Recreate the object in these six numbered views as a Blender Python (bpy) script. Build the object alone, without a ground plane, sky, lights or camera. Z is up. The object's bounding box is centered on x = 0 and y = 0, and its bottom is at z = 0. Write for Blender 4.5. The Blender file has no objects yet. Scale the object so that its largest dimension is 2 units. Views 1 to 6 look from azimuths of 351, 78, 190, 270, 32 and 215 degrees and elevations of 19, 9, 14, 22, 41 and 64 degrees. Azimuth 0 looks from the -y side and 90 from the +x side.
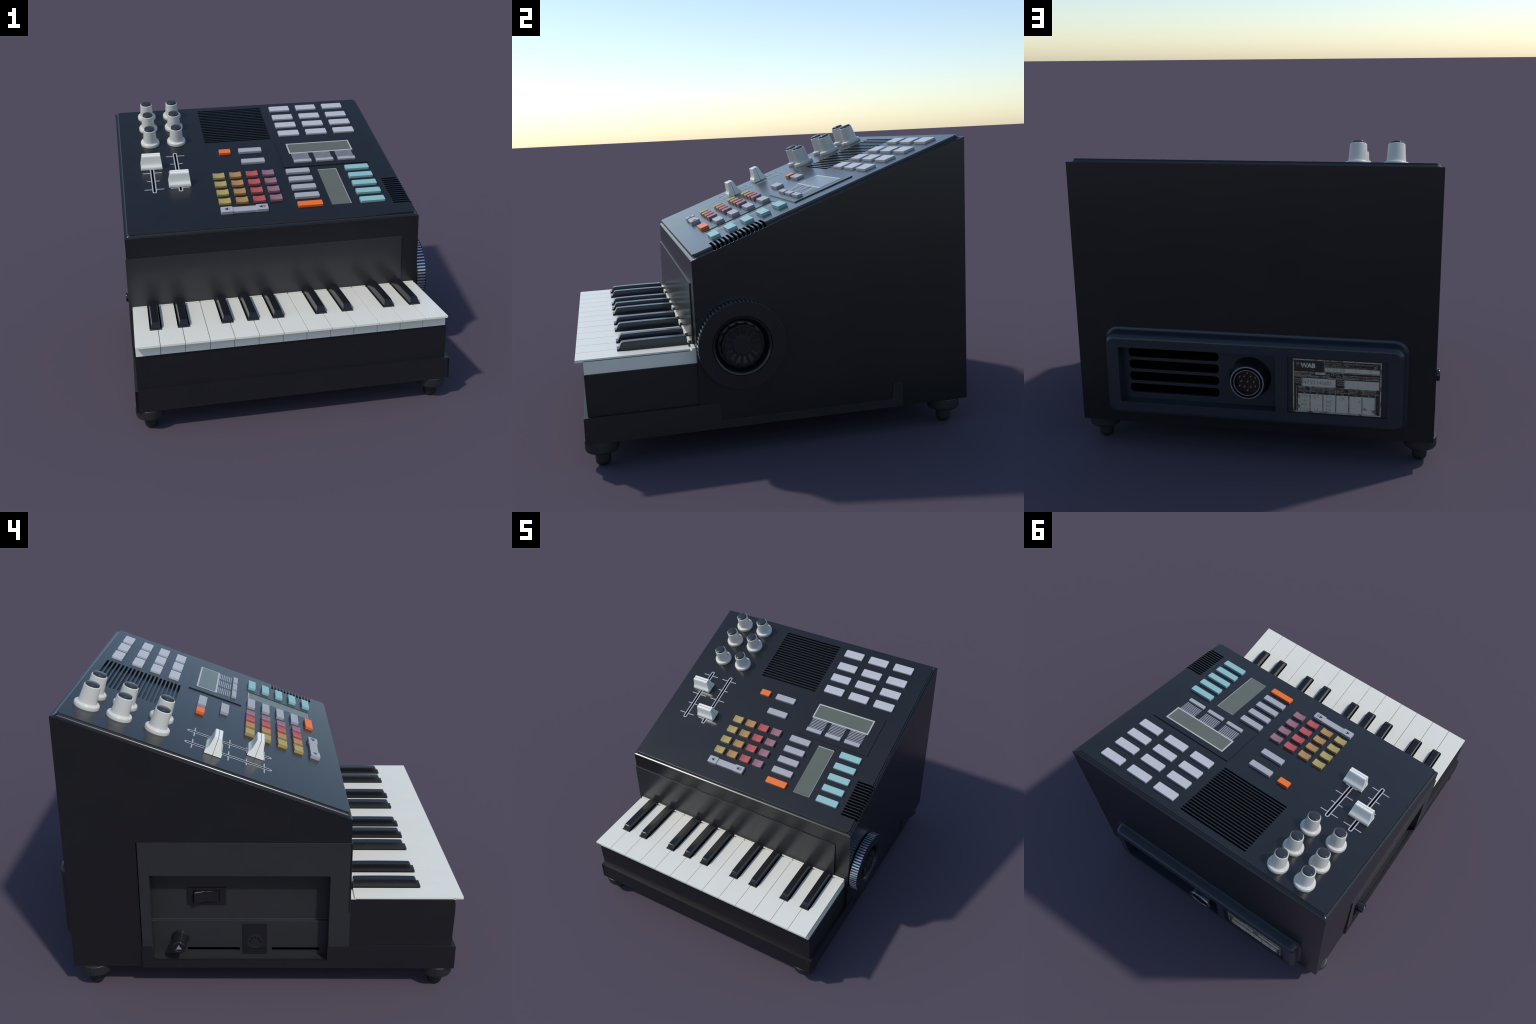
# Desktop synthesizer: wedge casing, sloping control panel, short piano keyboard.
import bpy, bmesh, math, random
from math import pi, sin, cos, radians
from mathutils import Matrix, Vector

random.seed(7)

# ------------------------------------------------------------------ materials
def srgb(r, g, b):
    f = lambda c: (c / 255 / 12.92) if c <= 10 else ((c / 255 + .055) / 1.055) ** 2.4
    return (f(r), f(g), f(b), 1)

def plastic(name, col, rough=.4, var=.06, scale=14, bump=0.0, bscale=220, metallic=0.0, spec=.5, coat=0.0):
    m = bpy.data.materials.new(name); m.use_nodes = True
    nt = m.node_tree; N = nt.nodes; L = nt.links
    b = N['Principled BSDF']
    tc = N.new('ShaderNodeTexCoord')
    no = N.new('ShaderNodeTexNoise'); no.inputs['Scale'].default_value = scale
    no.inputs['Detail'].default_value = 4
    L.new(tc.outputs['Object'], no.inputs['Vector'])
    ra = N.new('ShaderNodeValToRGB')
    lo = [c * (1 - var) for c in col[:3]] + [1]; hi = [min(1, c * (1 + var)) for c in col[:3]] + [1]
    ra.color_ramp.elements[0].position = .3; ra.color_ramp.elements[0].color = lo
    ra.color_ramp.elements[1].position = .7; ra.color_ramp.elements[1].color = hi
    L.new(no.outputs['Fac'], ra.inputs['Fac']); L.new(ra.outputs['Color'], b.inputs['Base Color'])
    mr = N.new('ShaderNodeMapRange')
    mr.inputs['To Min'].default_value = rough * .92; mr.inputs['To Max'].default_value = rough * 1.08
    L.new(no.outputs['Fac'], mr.inputs['Value']); L.new(mr.outputs['Result'], b.inputs['Roughness'])
    b.inputs['Metallic'].default_value = metallic
    b.inputs['Specular IOR Level'].default_value = spec
    if coat:
        b.inputs['Coat Weight'].default_value = coat; b.inputs['Coat Roughness'].default_value = .12
    if bump:
        n2 = N.new('ShaderNodeTexNoise'); n2.inputs['Scale'].default_value = bscale
        L.new(tc.outputs['Object'], n2.inputs['Vector'])
        bu = N.new('ShaderNodeBump'); bu.inputs['Strength'].default_value = bump
        bu.inputs['Distance'].default_value = .002
        L.new(n2.outputs['Fac'], bu.inputs['Height']); L.new(bu.outputs['Normal'], b.inputs['Normal'])
    return m

def rusty(name, col, rust, amount, rough=.5):
    """printed tin with rust creeping over it"""
    m = plastic(name, col, rough, .05, 60)
    nt = m.node_tree; N = nt.nodes; L = nt.links; b = N['Principled BSDF']
    old = b.inputs['Base Color'].links[0].from_socket
    tc = N.new('ShaderNodeTexCoord')
    no = N.new('ShaderNodeTexNoise'); no.inputs['Scale'].default_value = 38; no.inputs['Detail'].default_value = 8
    L.new(tc.outputs['Object'], no.inputs['Vector'])
    ra = N.new('ShaderNodeValToRGB')
    ra.color_ramp.elements[0].position = 1 - amount; ra.color_ramp.elements[1].position = min(1, 1.12 - amount)
    L.new(no.outputs['Fac'], ra.inputs['Fac'])
    mx = N.new('ShaderNodeMix'); mx.data_type = 'RGBA'
    L.new(ra.outputs['Color'], mx.inputs['Factor']); L.new(old, mx.inputs['A'])
    mx.inputs['B'].default_value = rust
    L.new(mx.outputs['Result'], b.inputs['Base Color'])
    return m

M = {}
M['casing']  = plastic('casing_black', srgb(26, 26, 28), .29, .05, 5)
M['panel']   = plastic('panel_black', srgb(26, 27, 29), .24, .05, 4, spec=.58)
M['cover']   = plastic('cover_charcoal', srgb(46, 46, 47), .26, .05, 5)
M['plinth']  = plastic('plinth_black', srgb(25, 24, 27), .4, .05, 5)
M['cavity']  = plastic('cavity_black', srgb(2, 2, 2), .9, .05, 5, spec=.05)  # near black with specular cut: darkness of unlit hollows baked into the colour
M['backing'] = plastic('backing_gloss_black', srgb(3, 3, 4), .28, .05, 5)  # panel gloss darkened for the sky light blocked by the grille slots
M['white_key'] = plastic('key_white', srgb(234, 231, 217), .3, .012, 6)
M['black_key'] = plastic('key_black', srgb(24, 25, 28), .19, .05, 8)
M['pad']     = plastic('pad_pale_grey', srgb(187, 187, 191), .45, .02, 20)
M['grey']    = plastic('button_grey', srgb(166, 166, 170), .45, .02, 20)
M['cyan']    = plastic('button_cyan', srgb(142, 186, 185), .45, .02, 20)
M['orange']  = plastic('button_orange', srgb(236, 112, 40), .42, .02, 20)
M['yellow']  = plastic('button_yellow', srgb(172, 152, 88), .4, .02, 20)
M['amber']   = plastic('button_amber', srgb(172, 130, 76), .4, .02, 20)
M['red']     = plastic('button_red', srgb(178, 82, 80), .4, .02, 20)
M['mauve']   = plastic('button_mauve', srgb(148, 104, 115), .4, .02, 20)
M['knob']    = plastic('knob_ivory', srgb(208, 205, 196), .28, .015, 12)
M['knob_cap'] = plastic('knob_cap_dark', srgb(48, 51, 56), .18, .03, 12)
M['fader']   = plastic('fader_white', srgb(238, 237, 226), .28, .012, 12)
M['print']   = plastic('print_grey', srgb(170, 171, 178), .5, .02, 40)
M['frame']   = plastic('frame_silver', srgb(184, 183, 180), .45, .02, 40)
M['lcd']     = plastic('lcd_green_grey', srgb(99, 104, 94), .16, .03, 9)
M['icon']    = plastic('icon_ink', srgb(30, 33, 38), .5, .03, 30)
M['wheel']   = plastic('wheel_black', srgb(26, 26, 30), .3, .05, 8)
M['tooth']   = plastic('tooth_steel', srgb(200, 208, 220), .28, .06, 30, metallic=1.0)
M['foot']    = plastic('foot_rubber', srgb(38, 39, 41), .4, .08, 30)
M['stem']    = plastic('stem_rubber', srgb(26, 26, 29), .5, .08, 30)
M['bezel']   = plastic('bezel_blue_black', srgb(40, 44, 52), .3, .05, 6)
M['steel']   = plastic('ring_steel', srgb(176, 176, 190), .28, .04, 30, metallic=.85)
M['pin']     = plastic('pin_copper', srgb(186, 124, 104), .35, .05, 30, metallic=.3)
M['gloss']   = plastic('switch_black', srgb(28, 28, 30), .16, .04, 10)
M['arrow']   = plastic('arrow_pale_blue', srgb(120, 124, 150), .4, .04, 20)
M['plate_black'] = rusty('plate_black_enamel', srgb(42, 34, 31), srgb(74, 52, 38), .46)
M['plate_white'] = rusty('plate_bare_tin', srgb(184, 176, 162), srgb(128, 104, 70), .40)
M['plate_edge'] = rusty('plate_edge_tin', srgb(168, 158, 144), srgb(110, 78, 48), .5)
M['stamp']   = plastic('stamped_digits', srgb(132, 124, 102), .6, .1, 40)
M['rivet']   = rusty('rivet_rusty', srgb(120, 108, 92), srgb(92, 64, 44), .55, .6)

# ------------------------------------------------------------------ helpers
ROOT = bpy.data.objects.new('synthesizer', None)
bpy.context.scene.collection.objects.link(ROOT)
ROOT['label'] = 'black desktop synthesizer with piano keys, knobs and coloured buttons'
ROOT['category'] = 'synthesizer'

# sloping panel frame: origin on the front top edge, local y runs up the slope
SLOPE = math.atan2(.5023, 1.358)
PANEL = Matrix.Translation((0, -.4435, .943)) @ Matrix.Rotation(SLOPE, 4, 'X')
SLEN = math.hypot(.5023, 1.358)
TOP = .0225                      # panel surface above the rim plane
X0, X1, YF, YB = -.8922, .8650, -.4437, .9150
ZB = .131

def smooth(me, ang=35):
    me.shade_smooth()
    try: me.set_sharp_from_angle(angle=radians(ang))
    except AttributeError: pass

def weigh(o):
    """large flat faces stay flat beside their softened edges"""
    md = o.modifiers.new('weighted', 'WEIGHTED_NORMAL'); md.keep_sharp = True; md.weight = 90; md.mode = 'FACE_AREA_WITH_ANGLE'

def obj(name, me, mat=None, parent=None, mw=None, ang=35):
    if mat is not None:
        me.materials.clear(); me.materials.append(mat)
    smooth(me, ang)
    o = bpy.data.objects.new(name, me)
    bpy.context.scene.collection.objects.link(o)
    o.parent = parent or ROOT
    if mw is not None: o.matrix_world = mw
    weigh(o)
    return o

def pinst(name, me, parent, mw):
    """another object sharing the mesh"""
    o = bpy.data.objects.new(name, me)
    bpy.context.scene.collection.objects.link(o)
    o.parent = parent; o.matrix_basis = mw
    weigh(o)
    return o

def from_bm(name, bm):
    bmesh.ops.recalc_face_normals(bm, faces=bm.faces)
    me = bpy.data.meshes.new(name); bm.to_mesh(me); bm.free()
    return me

def loft(rings, closed=True, cap0=True, cap1=True, bm=None):
    bm = bm or bmesh.new()
    vs = [[bm.verts.new(p) for p in r] for r in rings]
    n = len(rings[0])
    for a, b in zip(vs, vs[1:]):
        for i in range(n if closed else n - 1):
            j = (i + 1) % n
            bm.faces.new((a[i], a[j], b[j], b[i]))
    if cap0: bm.faces.new(vs[0][::-1])
    if cap1: bm.faces.new(vs[-1])
    return bm

def rrect(x0, x1, y0, y1, r, n=5):
    """rounded rectangle outline, counter-clockwise"""
    r = max(r, 1e-4); pts = []
    for cx, cy, a in ((x1 - r, y0 + r, -90), (x1 - r, y1 - r, 0), (x0 + r, y1 - r, 90), (x0 + r, y0 + r, 180)):
        for i in range(n + 1):
            t = radians(a + 90 * i / n); pts.append((cx + r * cos(t), cy + r * sin(t)))
    return pts

def prism_bm(w, d, h, r=.004, bev=.0025, z0=0, bm=None, cx=0, cy=0, taper=0):
    """rounded-rectangle block with softened top edge"""
    rings = []
    def ring(ins, z): 
        return [(cx + x, cy + y, z) for x, y in rrect(-w / 2 + ins, w / 2 - ins, -d / 2 + ins, d / 2 - ins, max(r - ins, 2e-4))]
    rings.append(ring(-taper, z0)); rings.append(ring(0, z0 + h - bev))
    rings.append(ring(bev * .3, z0 + h - bev * .3)); rings.append(ring(bev, z0 + h))
    return loft(rings, bm=bm)

def box_bm(x0, x1, y0, y1, z0, z1, bev=0, bm=None, seg=2):
    b2 = bmesh.new()
    bmesh.ops.create_cube(b2, size=1)
    for v in b2.verts:
        v.co = Vector((x0 + (v.co.x + .5) * (x1 - x0), y0 + (v.co.y + .5) * (y1 - y0), z0 + (v.co.z + .5) * (z1 - z0)))
    if bev:
        bmesh.ops.bevel(b2, geom=b2.edges[:], offset=bev, segments=seg, affect='EDGES', profile=.6)
    if bm is None: return b2
    me = bpy.data.meshes.new('tmp'); b2.to_mesh(me); b2.free(); bm.from_mesh(me); bpy.data.meshes.remove(me)
    return bm

def extrude_bm(poly, axis, a, b, bm=None, bev=0):
    """polygon in the plane normal to axis ('X','Y','Z'), extruded from a to b"""
    def put(p, t):
        return {'X': (t, p[0], p[1]), 'Y': (p[0], t, p[1]), 'Z': (p[0], p[1], t)}[axis]
    b2 = loft([[put(p, a) for p in poly], [put(p, b) for p in poly]])
    bmesh.ops.recalc_face_normals(b2, faces=b2.faces)
    if bev: bmesh.ops.bevel(b2, geom=b2.edges[:], offset=bev, segments=2, affect='EDGES', profile=.6)
    if bm is None: return b2
    me = bpy.data.meshes.new('tmp'); b2.to_mesh(me); b2.free(); bm.from_mesh(me); bpy.data.meshes.remove(me)
    return bm

def lathe_bm(prof, seg=48, ripple=None, cap0=True, cap1=True, bm=None):
    """prof: (radius, z[, ripple amount]); ripple(i) in -1..1 modulates the radius"""
    rings = []
    for p in prof:
        f = (lambda i: 0) if len(p) < 3 else p[2] if callable(p[2]) else (lambda i, a=p[2]: a * ripple(i))
        rings.append([((p[0] + f(i)) * cos(2 * pi * i / seg),
                       (p[0] + f(i)) * sin(2 * pi * i / seg), p[1]) for i in range(seg)])
    return loft(rings, cap0=cap0, cap1=cap1, bm=bm)

def cut(me, cutter_bm, mats=None):
    """boolean difference, applied; cut faces take the cutter's second material slot if given"""
    bmesh.ops.recalc_face_normals(cutter_bm, faces=cutter_bm.faces)
    cm = bpy.data.meshes.new('cutter'); cutter_bm.to_mesh(cm); cutter_bm.free()
    if mats:
        me.materials.clear(); me.materials.append(mats[0])
        cm.materials.append(mats[1])
    a = bpy.data.objects.new('a', me); c = bpy.data.objects.new('c', cm)
    for o in (a, c): bpy.context.scene.collection.objects.link(o)
    md = a.modifiers.new('b', 'BOOLEAN'); md.operation = 'DIFFERENCE'; md.solver = 'EXACT'; md.object = c
    if mats: md.material_mode = 'TRANSFER'
    dg = bpy.context.evaluated_depsgraph_get()
    out = bpy.data.meshes.new_from_object(a.evaluated_get(dg))
    for o in (a, c): bpy.data.objects.remove(o)
    bpy.data.meshes.remove(cm)
    return out

def stadium(x0, x1, y0, y1, n=5):
    return rrect(x0, x1, y0, y1, min(x1 - x0, y1 - y0) / 2 * .98, n)

def text_mesh(s, size, depth=.0006, align='LEFT', bold=0):
    cu = bpy.data.curves.new('t', 'FONT'); cu.body = s; cu.size = size; cu.extrude = depth
    cu.align_x = align; cu.align_y = 'CENTER'; cu.resolution_u = 2
    cu.offset = bold
    o = bpy.data.objects.new('t', cu); bpy.context.scene.collection.objects.link(o)
    dg = bpy.context.evaluated_depsgraph_get()
    me = bpy.data.meshes.new_from_object(o.evaluated_get(dg))
    bpy.data.objects.remove(o); bpy.data.curves.remove(cu)
    return me

def pm(x, s, h=TOP, rot=0):
    """placement on the panel: x across, s up the slope, h above rim plane"""
    return PANEL @ Matrix.Translation((x, s, h)) @ Matrix.Rotation(rot, 4, 'Z')

# ------------------------------------------------------------------ casing
hz = .003 / cos(SLOPE)
prof = [(YF, ZB), (YB, ZB), (YB, 1.4453 - hz), (YF, .943 - hz)]
me = from_bm('casing', extrude_bm(prof, 'X', X0, X1))
# hollow under the control panel, so that its slots look into the dark
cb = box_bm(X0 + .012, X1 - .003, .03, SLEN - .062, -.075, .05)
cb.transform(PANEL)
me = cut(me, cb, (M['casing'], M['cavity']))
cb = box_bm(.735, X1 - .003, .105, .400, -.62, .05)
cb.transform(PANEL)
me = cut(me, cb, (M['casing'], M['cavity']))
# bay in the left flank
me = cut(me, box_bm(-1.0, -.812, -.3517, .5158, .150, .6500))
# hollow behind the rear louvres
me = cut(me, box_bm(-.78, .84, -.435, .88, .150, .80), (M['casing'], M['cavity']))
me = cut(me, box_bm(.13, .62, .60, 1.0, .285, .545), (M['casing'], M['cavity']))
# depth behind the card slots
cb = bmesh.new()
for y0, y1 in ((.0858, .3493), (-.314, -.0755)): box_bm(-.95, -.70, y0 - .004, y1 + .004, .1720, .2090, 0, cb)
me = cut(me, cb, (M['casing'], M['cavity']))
ms = [m for m in me.materials]
casing = bpy.data.objects.new('casing', me); bpy.context.scene.collection.objects.link(casing)
casing.parent = ROOT; smooth(me, 25); weigh(casing)

# ------------------------------------------------------------------ control panel
rim_l, rim_r, rim_f, rim_b = .0225, .0215, .0178, .0235
def panel_ring(f, h, r):
    return [(x, y, h) for x, y in rrect(X0 + rim_l * f, X1 - rim_r * f, rim_f * f, SLEN - rim_b * f, r, 8)]
rings = [panel_ring(0, -.003, .0006), panel_ring(0, 0, .0006)]
for f, h, r in ((.30, .0010, .002), (.52, .0030, .005), (.70, .0062, .009), (.83, .0105, .013), (.91, .0150, .017),
                (.925, .0208, .018), (.95, .0221, .019), (1.0, TOP, .020)):
    rings.append(panel_ring(f, h, r))
me = from_bm('control_panel', loft(rings))
# sound grille
cb = bmesh.new()
NG = 20; pitch = .02207
for i in range(NG):
    s = .9526 + i * pitch
    extrude_bm(stadium(-.3175, .1350, s - .0064, s + .0064), 'Z', -.05, .06, cb)
# edge louvres at the right
for i in range(13):
    s = .1236 + i * .02158
    extrude_bm(stadium(.7405, .8604, s - .0066, s + .0066), 'Z', -.05, .06, cb)
# fader slits
for x in (-.688, -.5275):
    extrude_bm(stadium(x - .0052, x + .0052, .4165, .836), 'Z', .0125, .06, cb)
# well of the upright display
box_bm(.3622, .4872, .1498, .5443, .0183, .06, 0, cb)
me = cut(me, cb)
panel = obj('control_panel', me, M['panel'], mw=PANEL, ang=30)

# ribs between the edge louvres round over to the rim
rib = [(.8380, .0010), (.8380, .0224), (.8440, .0221), (.8500, .0205), (.8555, .0165), (.8598, .0105), (.8630, .0030), (.8636, .0010)]
rm = bmesh.new()
for i in range(12):
    s = .1236 + (i + .5) * .02158
    extrude_bm([(x, h) for x, h in rib], 'Y', s - .0041, s + .0041, rm)
obj('louvre_rib', from_bm('louvre_rib', rm), M['panel'], mw=PANEL, ang=40)
obj('grille_backing', from_bm('grille_backing', box_bm(-.34, .16, .935, 1.392, -.030, .0005)), M['backing'], mw=PANEL)
for x in (-.688, -.5275):
    obj('fader_slit', from_bm('fader_slit', box_bm(x - .0050, x + .0050, .418, .8345, .0115, .0135)), M['cavity'], mw=PANEL)  # thin black strip on the floor of the shallow slit

# printed scales beside the faders
def fader_outline(bm, x):
    o = stadium(x - .0136, x + .0136, .4055, .8475, 8); i_ = stadium(x - .0066, x + .0066, .4130, .8400, 8)
    z0, z1 = TOP - .001, TOP + .0006
    vo0 = [bm.verts.new((*p, z0)) for p in o]; vo1 = [bm.verts.new((*p, z1)) for p in o]
    vi0 = [bm.verts.new((*p, z0)) for p in i_]; vi1 = [bm.verts.new((*p, z1)) for p in i_]
    n = len(o)
    for k in range(n):
        j = (k + 1) % n
        for q in ((vo0[k], vo0[j], vo1[j], vo1[k]), (vo1[k], vo1[j], vi1[j], vi1[k]),
                  (vi1[k], vi1[j], vi0[j], vi0[k]), (vi0[k], vi0[j], vo0[j], vo0[k])):
            bm.faces.new(q)
for x in (-.688, -.5275):
    bm = bmesh.new(); fader_outline(bm, x)
    obj('fader_track', from_bm('fader_track', bm), M['print'], mw=PANEL)
tick_long = from_bm('tick', prism_bm(.0475, .0062, .0016, .0029, .0003)); tick_long.materials.append(M['print'])
tick_short = from_bm('tick', prism_bm(.0275, .0062, .0016, .0029, .0003)); tick_short.materials.append(M['print'])
for x in (-.688, -.5275):
    for s, me_, half in ((.8090, tick_long, .0475), (.7175, tick_short, .0275), (.6270, tick_long, .0475), (.5362, tick_short, .0275), (.4450, tick_long, .0475)):
        for sg in (-1, 1):
            pinst('scale_tick', me_, ROOT, pm(x + sg * (.0132 + half / 2), s, TOP - .001))

# upright display in its well
obj('display_frame', from_bm('display_frame', box_bm(.3624, .4870, .1500, .5441, .0170, .0188)), M['frame'], mw=PANEL)
obj('display_screen', from_bm('display_screen', box_bm(.3634, .4832, .1525, .5388, .0172, .0193)), M['lcd'], mw=PANEL)

# display plate with wide screen
PT = .0278
bm = prism_bm(.566, .317, PT - TOP + .002, .001, .0006, TOP - .002, cx=.4328, cy=.7412)
plate = obj('display_plate', from_bm('display_plate', bm), M['panel'], mw=PANEL)
obj('screen_frame', from_bm('screen_frame', box_bm(.2178, .6493, .7375, .8607, PT - .001, PT + .0010)), M['frame'], mw=PANEL)
obj('wide_screen', from_bm('wide_screen', box_bm(.2266, .6403, .7475, .8515, PT - .001, PT + .0014)), M['lcd'], mw=PANEL)
line = from_bm('label_line', box_bm(-.0565, .0565, -.0023, .0023, 0, .0013)); line.materials.append(M['print'])
soft = from_bm('soft_key', prism_bm(.115, .0285, .0120, .002, .0015)); soft.materials.append(M['grey']); smooth(soft)
for i in range(3):
    x = .2858 + .1468 * i
    for k in range(7):
        pinst('label_line', line, ROOT, pm(x, .6617 + k * .01158, PT - .0003))
    pinst('soft_key', soft, ROOT, pm(x, .6355, PT))

# ------------------------------------------------------------------ buttons
def bank(name, w, d, h, mat, r=.0045, bev=.002):
    me = from_bm(name, prism_bm(w, d, h + .001, r, bev, -.001)); me.materials.append(mat); smooth(me); return me

pad = bank('pad_button', .1425, .0605, .0115, M['pad'], .005, .0018)
for c in range(3):
    for s in (1.3370, 1.2172, 1.1085, .9985):
        pinst('pad_button', pad, ROOT, pm(.2662 + .1936 * c, s))
wide_g = bank('grey_button', .1522, .0462, .0155, M['grey'])
wide_c = bank('cyan_button', .1530, .0470, .0155, M['cyan'])
wide_o = bank('orange_button', .1525, .0460, .0155, M['orange'])
for s in (.5257, .4357, .3462, .2562):
    pinst('grey_button', wide_g, ROOT, pm(.2298, s))
pinst('orange_button', wide_o, ROOT, pm(.2298, .1665))
for i in range(5):
    pinst('cyan_button', wide_c, ROOT, pm(.6186, .5255 - i * .0898))
for s in (.8075, .6775):
    pinst('grey_button', wide_g, ROOT, pm(-.0346, s))
pinst('orange_button', bank('orange_button', .0750, .0455, .0165, M['orange']), ROOT, pm(-.2022, .8075))

def dished(name, w, d, h, dish, mat, b=.0022, n=10):
    """key cap whose top is hollowed from side to side"""
    rings = []
    for y, ins in ((-d / 2, b), (-d / 2 + b * .3, b * .3), (-d / 2 + b, 0), (d / 2 - b, 0), (d / 2 - b * .3, b * .3), (d / 2, b)):
        r = [(-w / 2 + ins * .6, y, -.001)]
        r.append((-w / 2 + ins * .6, y, h - .0018 - ins))
        for i in range(n + 1):
            t = -1 + 2 * i / n
            r.append((t * (w / 2 - .0012 - ins * .6), y, h - dish * (1 - t * t) - ins))
        r.append((w / 2 - ins * .6, y, h - .0018 - ins)); r.append((w / 2 - ins * .6, y, -.001))
        rings.append(r)
    me = from_bm(name, loft(rings)); me.materials.append(mat); smooth(me, 40); return me

for c, (col, x) in enumerate((('yellow', -.2793), ('amber', -.1738), ('red', -.0680), ('mauve', .0368))):
    me = dished(col + '_button', .0725, .0515, .0182, .0042, M[col])
    for k in range(4):
        pinst(col + '_button', me, ROOT, pm(x, .5275 - k * .0917))

# volume rocker with raised ends
b2 = prism_bm(.2800, .0470, .0150, .003, .0012, -.001)
for sg in (-1, 1):
    prism_bm(.0720, .0535, .0205, .0045, .0020, -.001, b2, cx=sg * .1065)
vol = obj('volume_rocker', from_bm('volume_rocker', b2), M['grey'], mw=pm(-.1735, .160))
def speaker(waves):
    bm = bmesh.new()
    pts = [(-.011, -.0042), (-.005, -.0042), (.004, -.0115), (.004, .0115), (-.005, .0042), (-.011, .0042)]
    extrude_bm(pts, 'Z', 0, .0008, bm)
    for k in range(waves):
        r = .0068 + .0042 * k
        a = [radians(-48 + 96 * i / 8) for i in range(9)]
        o = [(.003 + (r + .0009) * cos(t), (r + .0009) * sin(t)) for t in a]
        i_ = [(.003 + (r - .0009) * cos(t), (r - .0009) * sin(t)) for t in reversed(a)]
        extrude_bm(o + i_, 'Z', 0, .0008, bm)
    bmesh.ops.scale(bm, vec=(1.22, 1.22, 1), verts=bm.verts)
    return from_bm('speaker_symbol', bm)
for x, w in ((-.281, 1), (-.070, 3)):
    obj('speaker_symbol', speaker(w), M['icon'], mw=pm(x + (.003 if w == 1 else 0), .161, TOP + .0192))

# ------------------------------------------------------------------ knobs
knob_me = from_bm('knob', lathe_bm([(.0612, -.001), (.0617, .003), (.0610, .0130), (.0595, .0170), (.0570, .0192), (.0540, .0198), (.0490, .0200), (.0465, .0206),
                                    (.0448, .0230), (.0440, .0290), (.0415, .068), (.0392, .1035), (.0384, .1058), (.0368, .1068), (.0342, .1070), (.0338, .1050)], 56))
knob_me.materials.append(M['knob']); smooth(knob_me, 50)
cap_me = from_bm('knob_cap', lathe_bm([(.0334, .103), (.0334, .1125), (.0326, .1150), (.0304, .1165), (.0220, .1180), (.0120, .1188), (.0030, .1190)], 48))
cap_me.materials.append(M['knob_cap']); smooth(cap_me, 50)
for x in (-.677, -.503):
    for s in (1.3297, 1.1722, .9858):
        k = pinst('knob', knob_me, ROOT, pm(x, s))
        pinst('knob_cap', cap_me, k, Matrix.Identity(4))

# ------------------------------------------------------------------ faders
def fader_profile():
    half = [(.0420, .002), (.0423, .010), (.0415, .017), (.0385, .0225), (.0325, .030), (.0285, .040), (.0255, .054), (.0225, .070), (.0205, .082), (.0190, .0878), (.0165, .0900)]
    groove = [(.0013, .0900), (.0013, .0865)]
    r = half + groove
    return [(y, z) for y, z in r] + [(-y, z) for y, z in reversed(r)]
fp = fader_profile()
rings = []
for f, sq in ((-1, .97), (-.985, 1), (.985, 1), (1, .97)):
    rings.append([(f * (.0685 - .0105 * min(1, max(0, (z - .002) / .088))), y * sq, z if sq == 1 else z * .985) for y, z in fp])
fbm = loft(rings)
fader_me = from_bm('fader', fbm); fader_me.materials.append(M['fader']); smooth(fader_me, 40)
seam = from_bm('fader_seam', extrude_bm([(-.0012, .002), (.0012, .002), (.0012, .0872), (-.0012, .0872)], 'X', -.0635, .0635))
# thin dark line down both cheeks of the cap, in line with its centre groove
bm = bmesh.new()
for sg in (-1, 1):
    a = [(sg * .0690, -.0009, .002), (sg * .0690, .0009, .002), (sg * .0585, .0009, .0885), (sg * .0585, -.0009, .0885)]
    b = [(sg * (abs(p[0]) - .004), p[1], p[2]) for p in a]
    loft([a, b], bm=bm)
box_bm(-.0578, .0578, -.0011, .0011, .080, .0890, 0, bm)
seam = from_bm('centre_dark_line', bm); seam.materials.append(M['icon'])
for x, s in ((-.688, .7040), (-.5285, .4932)):
    f = pinst('fader', fader_me, ROOT, pm(x, s))
    pinst('centre_dark_line', seam, f, Matrix.Identity(4))

# ------------------------------------------------------------------ keyboard
KX, KP = -.8825, .1326
KT = .5268
BLACK = {1: -.7618, 2: -.6078, 4: -.3650, 5: -.2205, 6: -.0768, 8: .1682, 9: .3226, 11: .5662, 12: .7205}
BW = .0338       # half width of the slot a black key sits in
gap = .0013
for i in range(13):
    a, b = KX + KP * i + gap, KX + KP * (i + 1) - gap
    l = BLACK[i] + BW if i in BLACK else a
    r = BLACK[i + 1] - BW if i + 1 in BLACK else b
    def outline(yf, yb, yn=-.804):
        p = [(a, yf), (b, yf)]
        p += [(b, yn), (r, yn)] if r != b else []
        p += [(r, yb), (l, yb)]
        p += [(l, yn), (a, yn)] if l != a else []
        return p
    bm = bmesh.new()
    box_bm(a, b, -.9635, -.9540, .4548, KT - .0085, 0, bm)          # apron at the front
    if i == 12: box_bm(b - .006, b, -.9540, -.4445, .4548, KT - .0085, 0, bm)
    box_bm(l + .001, r - .001, -.4800, -.4445, KT - .030, KT - .0100, 0, bm)
    extrude_bm(outline(-1.0, -.4730), 'Z', KT - .0130, KT, bm, bev=.0018)
    box_bm(l + .001, r - .001, -.4625, -.4460, KT - .010, KT + .0010, .0012, bm)
    obj('white_key', from_bm('white_key', bm), M['white_key'], ang=30)

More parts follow.
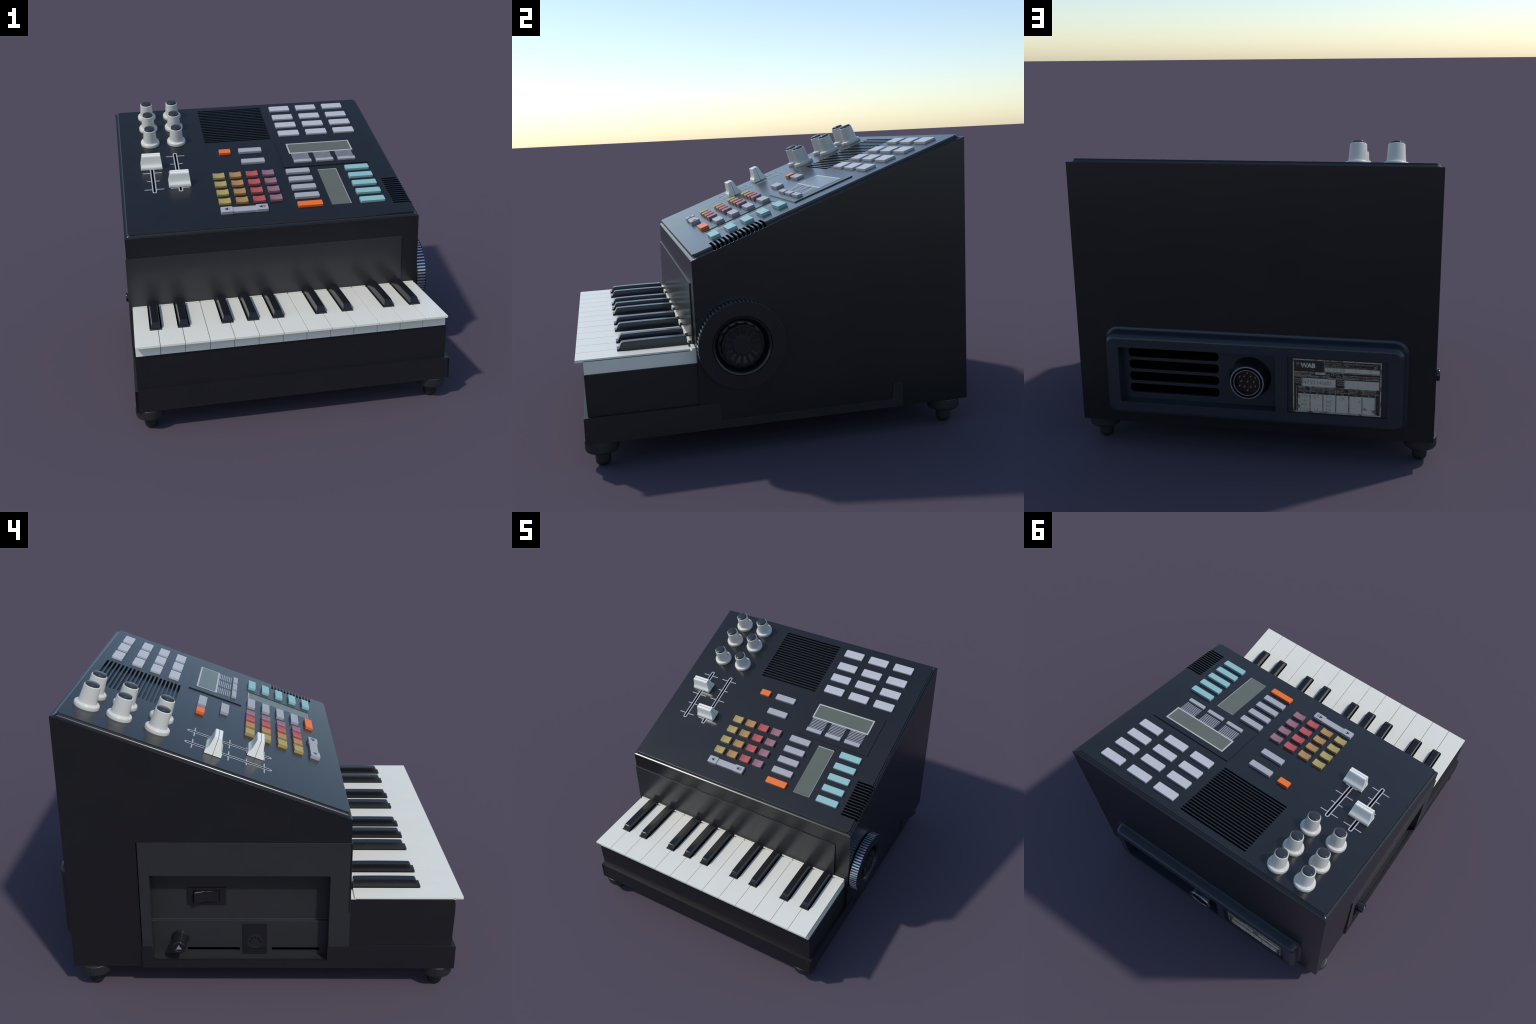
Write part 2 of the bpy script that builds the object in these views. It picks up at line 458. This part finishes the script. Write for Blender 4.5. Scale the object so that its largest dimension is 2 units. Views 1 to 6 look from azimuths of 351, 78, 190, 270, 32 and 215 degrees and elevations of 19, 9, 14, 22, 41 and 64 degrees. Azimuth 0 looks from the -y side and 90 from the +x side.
def black_key():
    rings = []
    def sec(y, zt, wt, wb, zb=.505):
        bv = .0018
        return [(-wb, y, zb), (wb, y, zb), (wb, y, .5265), (wt + (wb - wt) * .10, y, zt - .0042), (wt, y, zt - .0012), (wt - bv, y, zt),
                (-wt + bv, y, zt), (-wt, y, zt - .0012), (-wt - (wb - wt) * .10, y, zt - .0042), (-wb, y, .5265)]
    W0, W1 = .0272, .0200
    rings.append(sec(-.7985, .5345, W1 + .0085, W0)); rings.append(sec(-.7958, .5395, W1 + .006, W0))
    rings.append(sec(-.7880, .5565, W1 + .0015, W0)); rings.append(sec(-.7845, .5622, W1 + .0004, W0)); rings.append(sec(-.7815, .5644, W1, W0)); rings.append(sec(-.7760, .5655, W1, W0))
    for k in range(1, 13):
        t = k / 13; y = -.776 + t * (.776 - .484)
        rings.append(sec(y, .5652 + .0018 * sin(pi * (.08 + .80 * t)), W1, W0))
    rings.append(sec(-.4800, .5650, W1, W0)); rings.append(sec(-.4765, .5620, W1, W0)); rings.append(sec(-.4715, .5300, W1 + .008, W0))
    bm = loft(rings)
    # little toe in front, and the stem running back under the fallboard
    toe = [(-.0322, .500), (.0322, .500), (.0322, .5285), (.0285, .5360), (-.0285, .5360), (-.0322, .5285)]
    extrude_bm(toe, 'Y', -.8065, -.7975, bm, bev=.0008)
    box_bm(-.0230, .0230, -.480, -.4460, .505, .5150, .0008, bm)
    return from_bm('black_key', bm)
bk = black_key(); bk.materials.append(M['black_key']); smooth(bk, 32)
for i, x in BLACK.items():
    pinst('black_key', bk, ROOT, Matrix.Translation((x, 0, 0)))

# key bed under the keys, cheek strip at the left
bm = bmesh.new()
extrude_bm([(YF + .01, .2560), (YF + .01, .4542), (-.9646, .4542), (-.9632, .3000), (-.9618, .2600), (-.9618, .2560)], 'X', -.8850, .8475, bm)
extrude_bm([(YF + .01, .2560), (YF + .01, .5135), (-.9610, .5135), (-.9632, .4560), (-.9610, .2600)], 'X', -.8868, -.8842, bm)
me = from_bm('key_bed', bm)
me = cut(me, box_bm(-.876, .834, -.952, -.4460, .445, .60), (M['plinth'], M['cavity']))
o = bpy.data.objects.new('key_bed', me); bpy.context.scene.collection.objects.link(o); o.parent = ROOT; smooth(me, 28); weigh(o)

# ------------------------------------------------------------------ plinth, notched on both flanks
PX0, PX1, PYF, PYB, PZ0, PZ1 = -.9045, .8702, -.9820, .5698, .1310, .2570
notch = [(PYF, PZ0), (PYB, PZ0), (PYB, PZ1), (.5208, PZ1), (.5102, .1715), (-.3485, .1745), (-.3492, PZ1), (PYF, PZ1)]
bm = bmesh.new()
extrude_bm(notch, 'X', PX0, X0 + .004, bm)
extrude_bm(notch, 'X', X1 - .004, PX1, bm)
me = from_bm('plinth', bm)
bm = bmesh.new(); bm.from_mesh(me)
box_bm(PX0 + .002, PX1 - .002, PYF, YF + .004, PZ0 + .0005, PZ1 - .0006, 0, bm)
box_bm(X0 + .02, X1 - .02, YF - .01, PYB, PZ0 - .004, PZ0 + .03, 0, bm)
me = from_bm('plinth', bm)
for v in me.vertices:
    t = (PZ1 - v.co.z) / (PZ1 - PZ0)
    if v.co.x < X0 - .004: v.co.x += .0018 * (1 - t) - .0006 * t
    if v.co.x > X1 + .003: v.co.x += -.0008 * (1 - t) + .0008 * t
    if v.co.y < -.97: v.co.y += .0008 * (1 - t) - .0008 * t
obj('plinth', me, M['plinth'], ang=28)

# ------------------------------------------------------------------ feet
foot_r = lambda i: (1, .2, -1, .2)[i % 4]
foot_me = from_bm('foot', lathe_bm([(.060, .1330), (.0760, .1300), (.0785, .1285), (.0797, .1260, .0008), (.0797, .0860, .0008), (.0785, .0800, .0004), (.0750, .0745), (.0690, .0712), (.0600, .0700), (.030, .0700)], 240, foot_r))
foot_me.materials.append(M['foot']); smooth(foot_me, 60)
stem_me = from_bm('foot_stem', lathe_bm([(.0365, .075), (.0365, .026), (.0350, .015), (.0300, .0065), (.0220, .0018), (.0120, 0), (.003, 0)], 40))
stem_me.materials.append(M['stem']); smooth(stem_me, 60)
for x in (.789, -.829):
    for y in (-.909, .8175):
        f = pinst('foot', foot_me, ROOT, Matrix.Translation((x, y, 0)))
        pinst('foot_stem', stem_me, f, Matrix.Identity(4))

# ------------------------------------------------------------------ charcoal cover: wraps front and left flank
CX, CY, CZ = -.8977, -.4497, .8240
def draft(me):
    for v in me.vertices:            # the sheet leans out a little towards the bottom
        t = (CZ - v.co.z) / (CZ - .257)
        if v.co.x < X0 - .002: v.co.x -= .0062 * t
        if v.co.y < YF - .002: v.co.y -= .0056 * t
    return me
me = from_bm('front_cover', box_bm(CX, .7605, CY, YF + .003, .4480, CZ, .0012))
obj('front_cover', draft(me), M['cover'])
me = from_bm('side_cover', box_bm(CX, X0 + .003, CY + .0012, .5645, .2565, CZ - .0004, .0012))
me = cut(me, box_bm(-1, -.8, -.3517, .5158, .1, .6498))
obj('side_cover', draft(me), M['cover'])
obj('cover_gap', from_bm('cover_gap', box_bm(X0 - .0008, X0 + .004, .5640, .5700, .2560, CZ - .001)), M['cavity'])
obj('cover_gap', from_bm('cover_gap', box_bm(.7600, .7640, YF - .0008, YF + .004, .5200, CZ - .001)), M['cavity'])

# tray of the side bay
bm = bmesh.new()
ya, yb = -.3512, .5153
def lip(z): return CX - .0062 * (CZ - z) / (CZ - .257) + .0015
def tray_part(name, prof, y0, y1, ends=True):
    t = loft([[(x, y, z) for x, z in prof] for y in (y0, y1)], closed=False, cap0=False, cap1=False)
    me = from_bm(name, t); return me
up = tray_part('bay_tray', [(lip(.6492), .6492), (-.8170, .6492), (-.8170, .3618), (-.8178, .3606), (-.8335, .3590), (-.8345, .3580)], ya, yb)
tray_o = obj('bay_tray', up, M['cover'], ang=20)
# lower wall with two card slots, floor and end walls
me = from_bm('bay_wall', box_bm(-.8345, -.8240, ya, yb, .1500, .3585))
cb = bmesh.new()
for y0, y1 in ((.0858, .3493), (-.314, -.0755)):
    extrude_bm(rrect(y0, y1, .1770, .2040, .006, 4), 'X', -.90, -.80, cb)
me = cut(me, cb)
obj('bay_wall', me, M['cover'], ang=25)
bm = bmesh.new()
box_bm(-.9030, -.8240, ya, yb, .1600, .1686, 0, bm)
for y0, y1 in ((ya - .004, ya), (yb, yb + .004)):
    box_bm(-.8980, -.8130, y0, y1, .1600, .6492, 0, bm)
obj('bay_floor', from_bm('bay_floor', bm), M['cover'], ang=25)
for y0, y1 in ((.0858, .3493), (-.314, -.0755)):
    obj('card_slot_lip', from_bm('card_slot_lip', box_bm(-.8340, -.8260, y0 - .002, y1 + .002, .1765, .1850)), M['cover'])

# power rocker
sw = obj('power_switch', from_bm('power_switch', box_bm(-.8285, -.8150, .1535, .3395, .4535, .5430, .0012)), M['gloss'])
pr = [(.1835, -.8280), (.3085, -.8280), (.3070, -.8530), (.2560, -.8370), (.1840, -.8300)]
b2 = extrude_bm([(y, -x) for y, x in pr], 'Z', .4660, .5290)
for v in b2.verts: v.co = Vector((-v.co.y, v.co.x, v.co.z))
bmesh.ops.recalc_face_normals(b2, faces=b2.faces)
bmesh.ops.bevel(b2, geom=b2.edges[:], offset=.0032, segments=3, affect='EDGES')
obj('rocker', from_bm('rocker', b2), M['gloss'], parent=sw)
bm = bmesh.new()
box_bm(-.8288, -.8250, .1815, .1835, .4650, .5300, 0, bm); box_bm(-.8288, -.8250, .3085, .3120, .4650, .5300, 0, bm)
obj('rocker_dark_bar', from_bm('rocker_dark_bar', bm), M['cavity'], parent=sw)  # thin black bars at either side of the rocker

# round socket on a square boss
so = obj('socket_block', from_bm('socket_block', box_bm(-.8420, -.8300, -.0495, .0690, .1685, .3430, .0012)), M['gloss'])
XR = Matrix.Rotation(-pi / 2, 4, 'Y')       # lathe axis z -> -x
bm = lathe_bm([(.0405, 0), (.0405, .0018), (.0392, .0022), (.0380, .0018), (.0380, .0004), (.0060, .0004)], 40)
obj('socket_face', from_bm('socket_face', bm), M['stem'], parent=so, mw=Matrix.Translation((-.8420, .0085, .2450)) @ XR)
for k in range(5):
    a = radians(-90 + (k - 2) * 45)
    bm = lathe_bm([(.0032, 0), (.0032, .0014), (.0022, .0018)], 12)
    obj('socket_hole', from_bm('socket_hole', bm), M['cavity'], parent=so,
        mw=Matrix.Translation((-.8424, .0085 + .024 * cos(a), .2450 - .024 * sin(a))) @ XR)
obj('socket_key', from_bm('socket_key', box_bm(-.8446, -.8420, .0015, .0155, .2060, .2130, .001)), M['cover'], parent=so)

# pointer knob in the bay
bm = lathe_bm([(.0440, 0), (.0443, .004), (.0430, .008), (.0405, .010), (.0385, .014), (.0335, .086), (.0325, .0910), (.0300, .0933), (.0225, .0933), (.0205, .0905), (.002, .0905)], 48)
pk = obj('pointer_knob', from_bm('pointer_knob', bm), M['gloss'], mw=Matrix.Translation((-.8345, .3835, .2615)) @ XR, ang=45)
tri = [(.0165 * cos(radians(a)), .0165 * sin(radians(a))) for a in (90, 210, 330)]
b2 = extrude_bm(tri, 'Z', .0900, .0925)
ar = obj('pointer_mark', from_bm('pointer_mark', b2), M['arrow'], parent=pk)
ar.matrix_world = Matrix.Translation((-.8345, .3835, .2615)) @ XR @ Matrix.Rotation(-pi / 2, 4, 'Z')

# ------------------------------------------------------------------ jog wheel on the right flank
WY, WZ, WX = -.2360, .5385, .930
T = 66
mask = lambda i: (0, -1, -1, 0)[i % 4]
R = .2078
flute = lambda i: -.0030 * abs(sin(15 * pi * i / (T * 4) + .3)) 
prof = [(.190, .868), (R - .007, .869), (R - .006, .871), (R - .006, .9250), (R - .0005, .9255), (R, .9268), (R, .9288), (R - .0012, .930),
        (.1425, .930), (.1418, .9285), (.1408, .9235), (.1402, .9262), (.1392, .9280), (.1330, .9272), (.1285, .9240), (.1245, .9160), (.1215, .9040), (.1170, .8920), (.1100, .8870), (.1025, .8870),
        (.1008, .8890, flute), (.1000, .9220, flute), (.0990, .9248, flute), (.0975, .9250, flute), (.0960, .9235, flute), (.0945, .9185), (.0440, .9185), (.0430, .9190), (.0428, .9265), (.0415, .9280), (.003, .9280)]
bm = lathe_bm(prof, T * 4)
XP = Matrix.Rotation(pi / 2, 4, 'Y')        # lathe axis z -> +x
wm = Matrix.Translation((0, WY, WZ)) @ XP
wheel = obj('jog_wheel', from_bm('jog_wheel', bm), M['wheel'], mw=wm, ang=30)
bm = bmesh.new()
for k in range(T):
    t = box_bm(R - .0075, R - .0002, -.0049, .0049, .8730, .9256, .0006, seg=1)
    t.transform(Matrix.Rotation(2 * pi * k / T, 4, 'Z'))
    tm = bpy.data.meshes.new('t'); t.to_mesh(tm); t.free(); bm.from_mesh(tm); bpy.data.meshes.remove(tm)
o = obj('rim_teeth', from_bm('rim_teeth', bm), M['tooth'], parent=wheel, mw=wm, ang=30); o['kind'] = 'stuff'
fb = bmesh.new()
for v0 in (0,):
    lo = [(.052, -.0042), (.0860, -.0118), (.0860, .0118), (.052, .0042)]
    hi = [(.058, -.0034), (.0848, -.0104), (.0848, .0104), (.058, .0034)]
    loft([[(x, y, .914) for x, y in lo], [(x, y, .9225 if x < .07 else .9255) for x, y in lo], [(x, y, .9245 if x < .07 else .9272) for x, y in hi]], bm=fb)
fin = from_bm('wheel_fin', fb)
fin.materials.append(M['wheel']); smooth(fin)
for k in range(15):
    pinst('wheel_fin', fin, wheel, Matrix.Rotation(2 * pi * k / 15 + .1, 4, 'Z'))
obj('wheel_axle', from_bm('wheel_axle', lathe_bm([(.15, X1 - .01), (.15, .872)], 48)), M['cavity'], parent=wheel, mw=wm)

# ------------------------------------------------------------------ rear bezel
BX0, BX1, BZ0, BZ1 = -.7360, .6915, .2140, .6075
FY = .9835
def bez_ring(off, y, r):
    return [(x, y, z) for x, z in rrect(BX0 - off, BX1 + off, BZ0 - off, BZ1 + off, r, 8)]
rings = [bez_ring(.030, YB - .004, .066), bez_ring(.030, .9190, .066), bez_ring(.0278, .9215, .064), bez_ring(.0215, .9228, .059), bez_ring(.0175, .9255, .055), bez_ring(.0155, .9310, .0535), bez_ring(.0142, .9420, .052),
         bez_ring(.0128, .9560, .051), bez_ring(.0100, .9660, .0485), bez_ring(.0055, .9735, .044), bez_ring(-.0005, .9790, .039), bez_ring(-.0070, .9822, .032), bez_ring(-.0140, FY, .026)]
me = from_bm('rear_bezel', loft(rings))
cb = box_bm(-.1440, .6345, .90, 1.1, .2705, .5545)
box_bm(-.6720, -.2003, .90, 1.1, .2695, .5525, 0, cb)
me = cut(me, cb)
bezel = obj('rear_bezel', me, M['bezel'], ang=28)
# louvred floor
LY = .9260
me = from_bm('louvre_panel', box_bm(-.1440, .6345, .9130, LY, .2705, .5545))
cb = bmesh.new()
for k in range(4):
    z = .5095 - k * .0622
    extrude_bm(rrect(.1455, .6023, z - .0233, z + .0233, .0170, 3), 'Y', .90, .94, cb)
me = cut(me, cb)
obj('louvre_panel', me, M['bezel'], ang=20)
PY = .9700
obj('plate_recess', from_bm('plate_recess', box_bm(-.6720, -.2003, .9150, PY, .2695, .5525)), M['bezel'])

# multipin connector
YR = Matrix.Rotation(-pi / 2, 4, 'X')       # lathe axis z -> +y
cm = Matrix.Translation((-.0090, 0, .4155)) @ YR
bm = lathe_bm([(.1060, .917), (.1060, .9235), (.1040, .9260), (.0985, .9300), (.0925, .9400), (.0880, .9560), (.0850, .9750), (.0830, .9940), (.0815, .9985), (.0750, .9990), (.0745, .9650), (.0660, .9650), (.0655, .9985), (.0605, .9985), (.0600, .9700), (.002, .9700)], 64)
conn = obj('connector', from_bm('connector', bm), M['wheel'], mw=cm, ang=35)
bm = lathe_bm([(.0822, .9780), (.0834, .9800), (.0828, .9960), (.0815, .9996), (.0765, 1.0), (.0755, .9985), (.0755, .9900)], 64, cap0=False, cap1=False)
obj('connector_ring', from_bm('connector_ring', bm), M['steel'], parent=conn, mw=cm)
bm = lathe_bm([(.0655, .9970), (.0650, .9992), (.0615, .9992), (.0605, .9970)], 64, cap0=False, cap1=False)
obj('connector_ring', from_bm('connector_ring', bm), M['steel'], parent=conn, mw=cm)
pin = from_bm('connector_pin', lathe_bm([(.0036, .969), (.0036, .984), (.0028, .9862), (.0010, .9870)], 14)); pin.materials.append(M['pin']); smooth(pin)
for dx, dz in ((0, 0), (.0310, .0005), (-.0310, 0), (.0157, .0262), (-.0157, .0268), (.0157, -.0272), (-.0157, -.0268),
               (.0384, .0218), (-.0384, .0215), (.0388, -.0230), (-.0384, -.0222), (0, .0442), (0, -.0447)):
    pinst('connector_pin', pin, conn, Matrix.Translation((dx, -dz, 0)))

# ------------------------------------------------------------------ type plate
UX, UW, VZ, VH = -.2270, .4152, .5432, .2694
def U(u): return UX - UW * u
def V(v): return VZ - VH * v
def pbox(u0, u1, v0, v1, y1, bm=None, bev=0, y0=PY - .001):
    return box_bm(U(u1), U(u0), y0, y1, V(v1), V(v0), bev, bm)
tp = obj('type_plate', from_bm('type_plate', pbox(0, 1, 0, 1, PY + .0022)), M['plate_edge'])
obj('plate_enamel', from_bm('plate_enamel', pbox(.013, .987, .022, .980, PY + .0026)), M['plate_black'], parent=tp)
fields = [(.367, .979, .137, .212), (.257, .370, .240, .276), (.109, .487, .350, .502), (.592, .977, .352, .506)]
for u0, u1 in ((.0585, .192), (.203, .3385), (.3505, .4866), (.497, .633), (.646, .782), (.794, .931)):
    fields.append((u0, u1, .645, .968))
for f in fields:
    obj('plate_field', from_bm('plate_field', pbox(*f, PY + .0030)), M['plate_white'], parent=tp)
bm = bmesh.new()
hl = .0045
for u0, u1, v in ((.013, .357, .236), (.367, .987, .225), (.013, .41, .306), (.57, .987, .272), (.57, .987, .325), (.042, .957, .512), (.413, .57, .335), (.042, .957, .972)):
    pbox(u0, u1, v - hl, v + hl, PY + .0029, bm)
for u, v0, v1 in ((.357, .022, .24), (.413, .225, .335), (.57, .225, .335), (.487, .335, .97), (.100, .34, .51), (.585, .34, .51),
                  (.042, .51, .97), (.1975, .51, .97), (.345, .51, .97), (.640, .51, .97), (.788, .51, .97), (.940, .51, .97)):
    pbox(u - .0022, u + .0022, v0, v1, PY + .00285, bm)
for u0, u1, v0, v1 in ((.435, .465, .238, .285), (.497, .543, .283, .320)):   # little pictogram
    pbox(u0, u1, v0, v0 + .007, PY + .0029, bm); pbox(u0, u1, v1 - .007, v1, PY + .0029, bm)
    pbox(u0, u0 + .005, v0, v1, PY + .0029, bm); pbox(u1 - .005, u1, v0, v1, PY + .0029, bm)
pbox(.465, .520, .255, .261, PY + .0029, bm); pbox(.516, .520, .255, .285, PY + .0029, bm)
o = obj('plate_rule', from_bm('plate_rule', bm), M['plate_edge'], parent=tp); o['kind'] = 'stuff'

TM = Matrix(((-1, 0, 0, 0), (0, 0, 1, 0), (0, 1, 0, 0), (0, 0, 0, 1)))   # text lies facing +y, reading along -x
def letters(items, name, mat, y):
    bm = bmesh.new()
    for s, u, v, size, al, bold in items:
        t = text_mesh(s, size, .0004, al, bold)
        t.transform(Matrix.Translation((U(u), y, V(v))) @ TM)
        bm.from_mesh(t); bpy.data.meshes.remove(t)
    me = bpy.data.meshes.new(name); bm.to_mesh(me); bm.free()
    o = obj(name, me, mat, parent=tp); return o
letters([('WAB', .092, .118, .0300, 'LEFT', .0016)], 'maker_letters', M['plate_white'], PY + .0028)
sm = .0112
items = [('Automatisch-lastabhängige Bremskraftregeleinrichtung für Typ:', .367, .052, .0098, 'LEFT', 0), ('Load sensing device for type:', .367, .086, .0098, 'LEFT', 0), ('Dispositif de correction automatique de freinage pour type:', .367, .118, .0098, 'LEFT', 0),
         ('Eingangsdruck. Input pressure', .018, .252, sm, 'LEFT', 0), ('Pression d\'entrée', .018, .283, sm, 'LEFT', 0), ('bar', .375, .268, sm, 'LEFT', 0),
         ('Vorderachse. Front axle. Essieu avant', .018, .323, .0115, 'LEFT', 0), ('Hinterachse. Rear axle. Essieu arrière', .575, .300, .0108, 'LEFT', 0)]
for u in (.018, .498):
    for k, s in enumerate(('Ventil-Nr.', 'Valve No.', 'Valve N°')):
        items.append((s, u, .372 + k * .036, sm, 'LEFT', 0))
heads = (('Achslast', 'Axle load', 'Charge essieu', 'kg'), ('Federungsdruck', 'Suspension pressure', 'Pression suspension', 'bar'), ('Ausgangsdruck', 'Output pressure', 'Pression de sortie', 'bar'))
for c, u0 in enumerate((.0585, .203, .3505, .497, .646, .794)):
    for k, s in enumerate(heads[c % 3]):
        items.append((s, u0 + (.06 if k == 3 else .002), .532 + k * .030, .0100, 'LEFT', 0))
letters(items, 'small_lettering', M['plate_edge'], PY + .0028)['kind'] = 'stuff'
items = [('5D92 AB', .385, .176, .0235, 'LEFT', 0), ('475714500', .122, .432, .0290, 'LEFT', 0), ('8.5', .275, .258, .0110, 'LEFT', 0)]
for k, s in enumerate(('1750', '2145', '2405', '3000')): items.append((s, .070, .695 + k * .080, .0210, 'LEFT', 0))
items += [('0.3', .235, .680, .0210, 'LEFT', 0), ('1.3', .235, .935, .0210, 'LEFT', 0)]
for k, s in enumerate(('3.1', '2.0', '3.5', '2.8')): items.append((s, .375, .680 + k * .085, .0210, 'LEFT', 0))
letters(items, 'stamped_digits', M['stamp'], PY + .0031)
riv = from_bm('plate_rivet', lathe_bm([(.0085, 0), (.0085, .002), (.0070, .0042), (.0040, .0046), (.0030, .0030), (.0006, .0030)], 24)); riv.materials.append(M['rivet']); smooth(riv)
for u, v in ((.057, .080), (.934, .086), (.060, .894), (.925, .912)):
    pinst('plate_rivet', riv, tp, Matrix.Translation((U(u), PY + .0024, V(v))) @ YR)
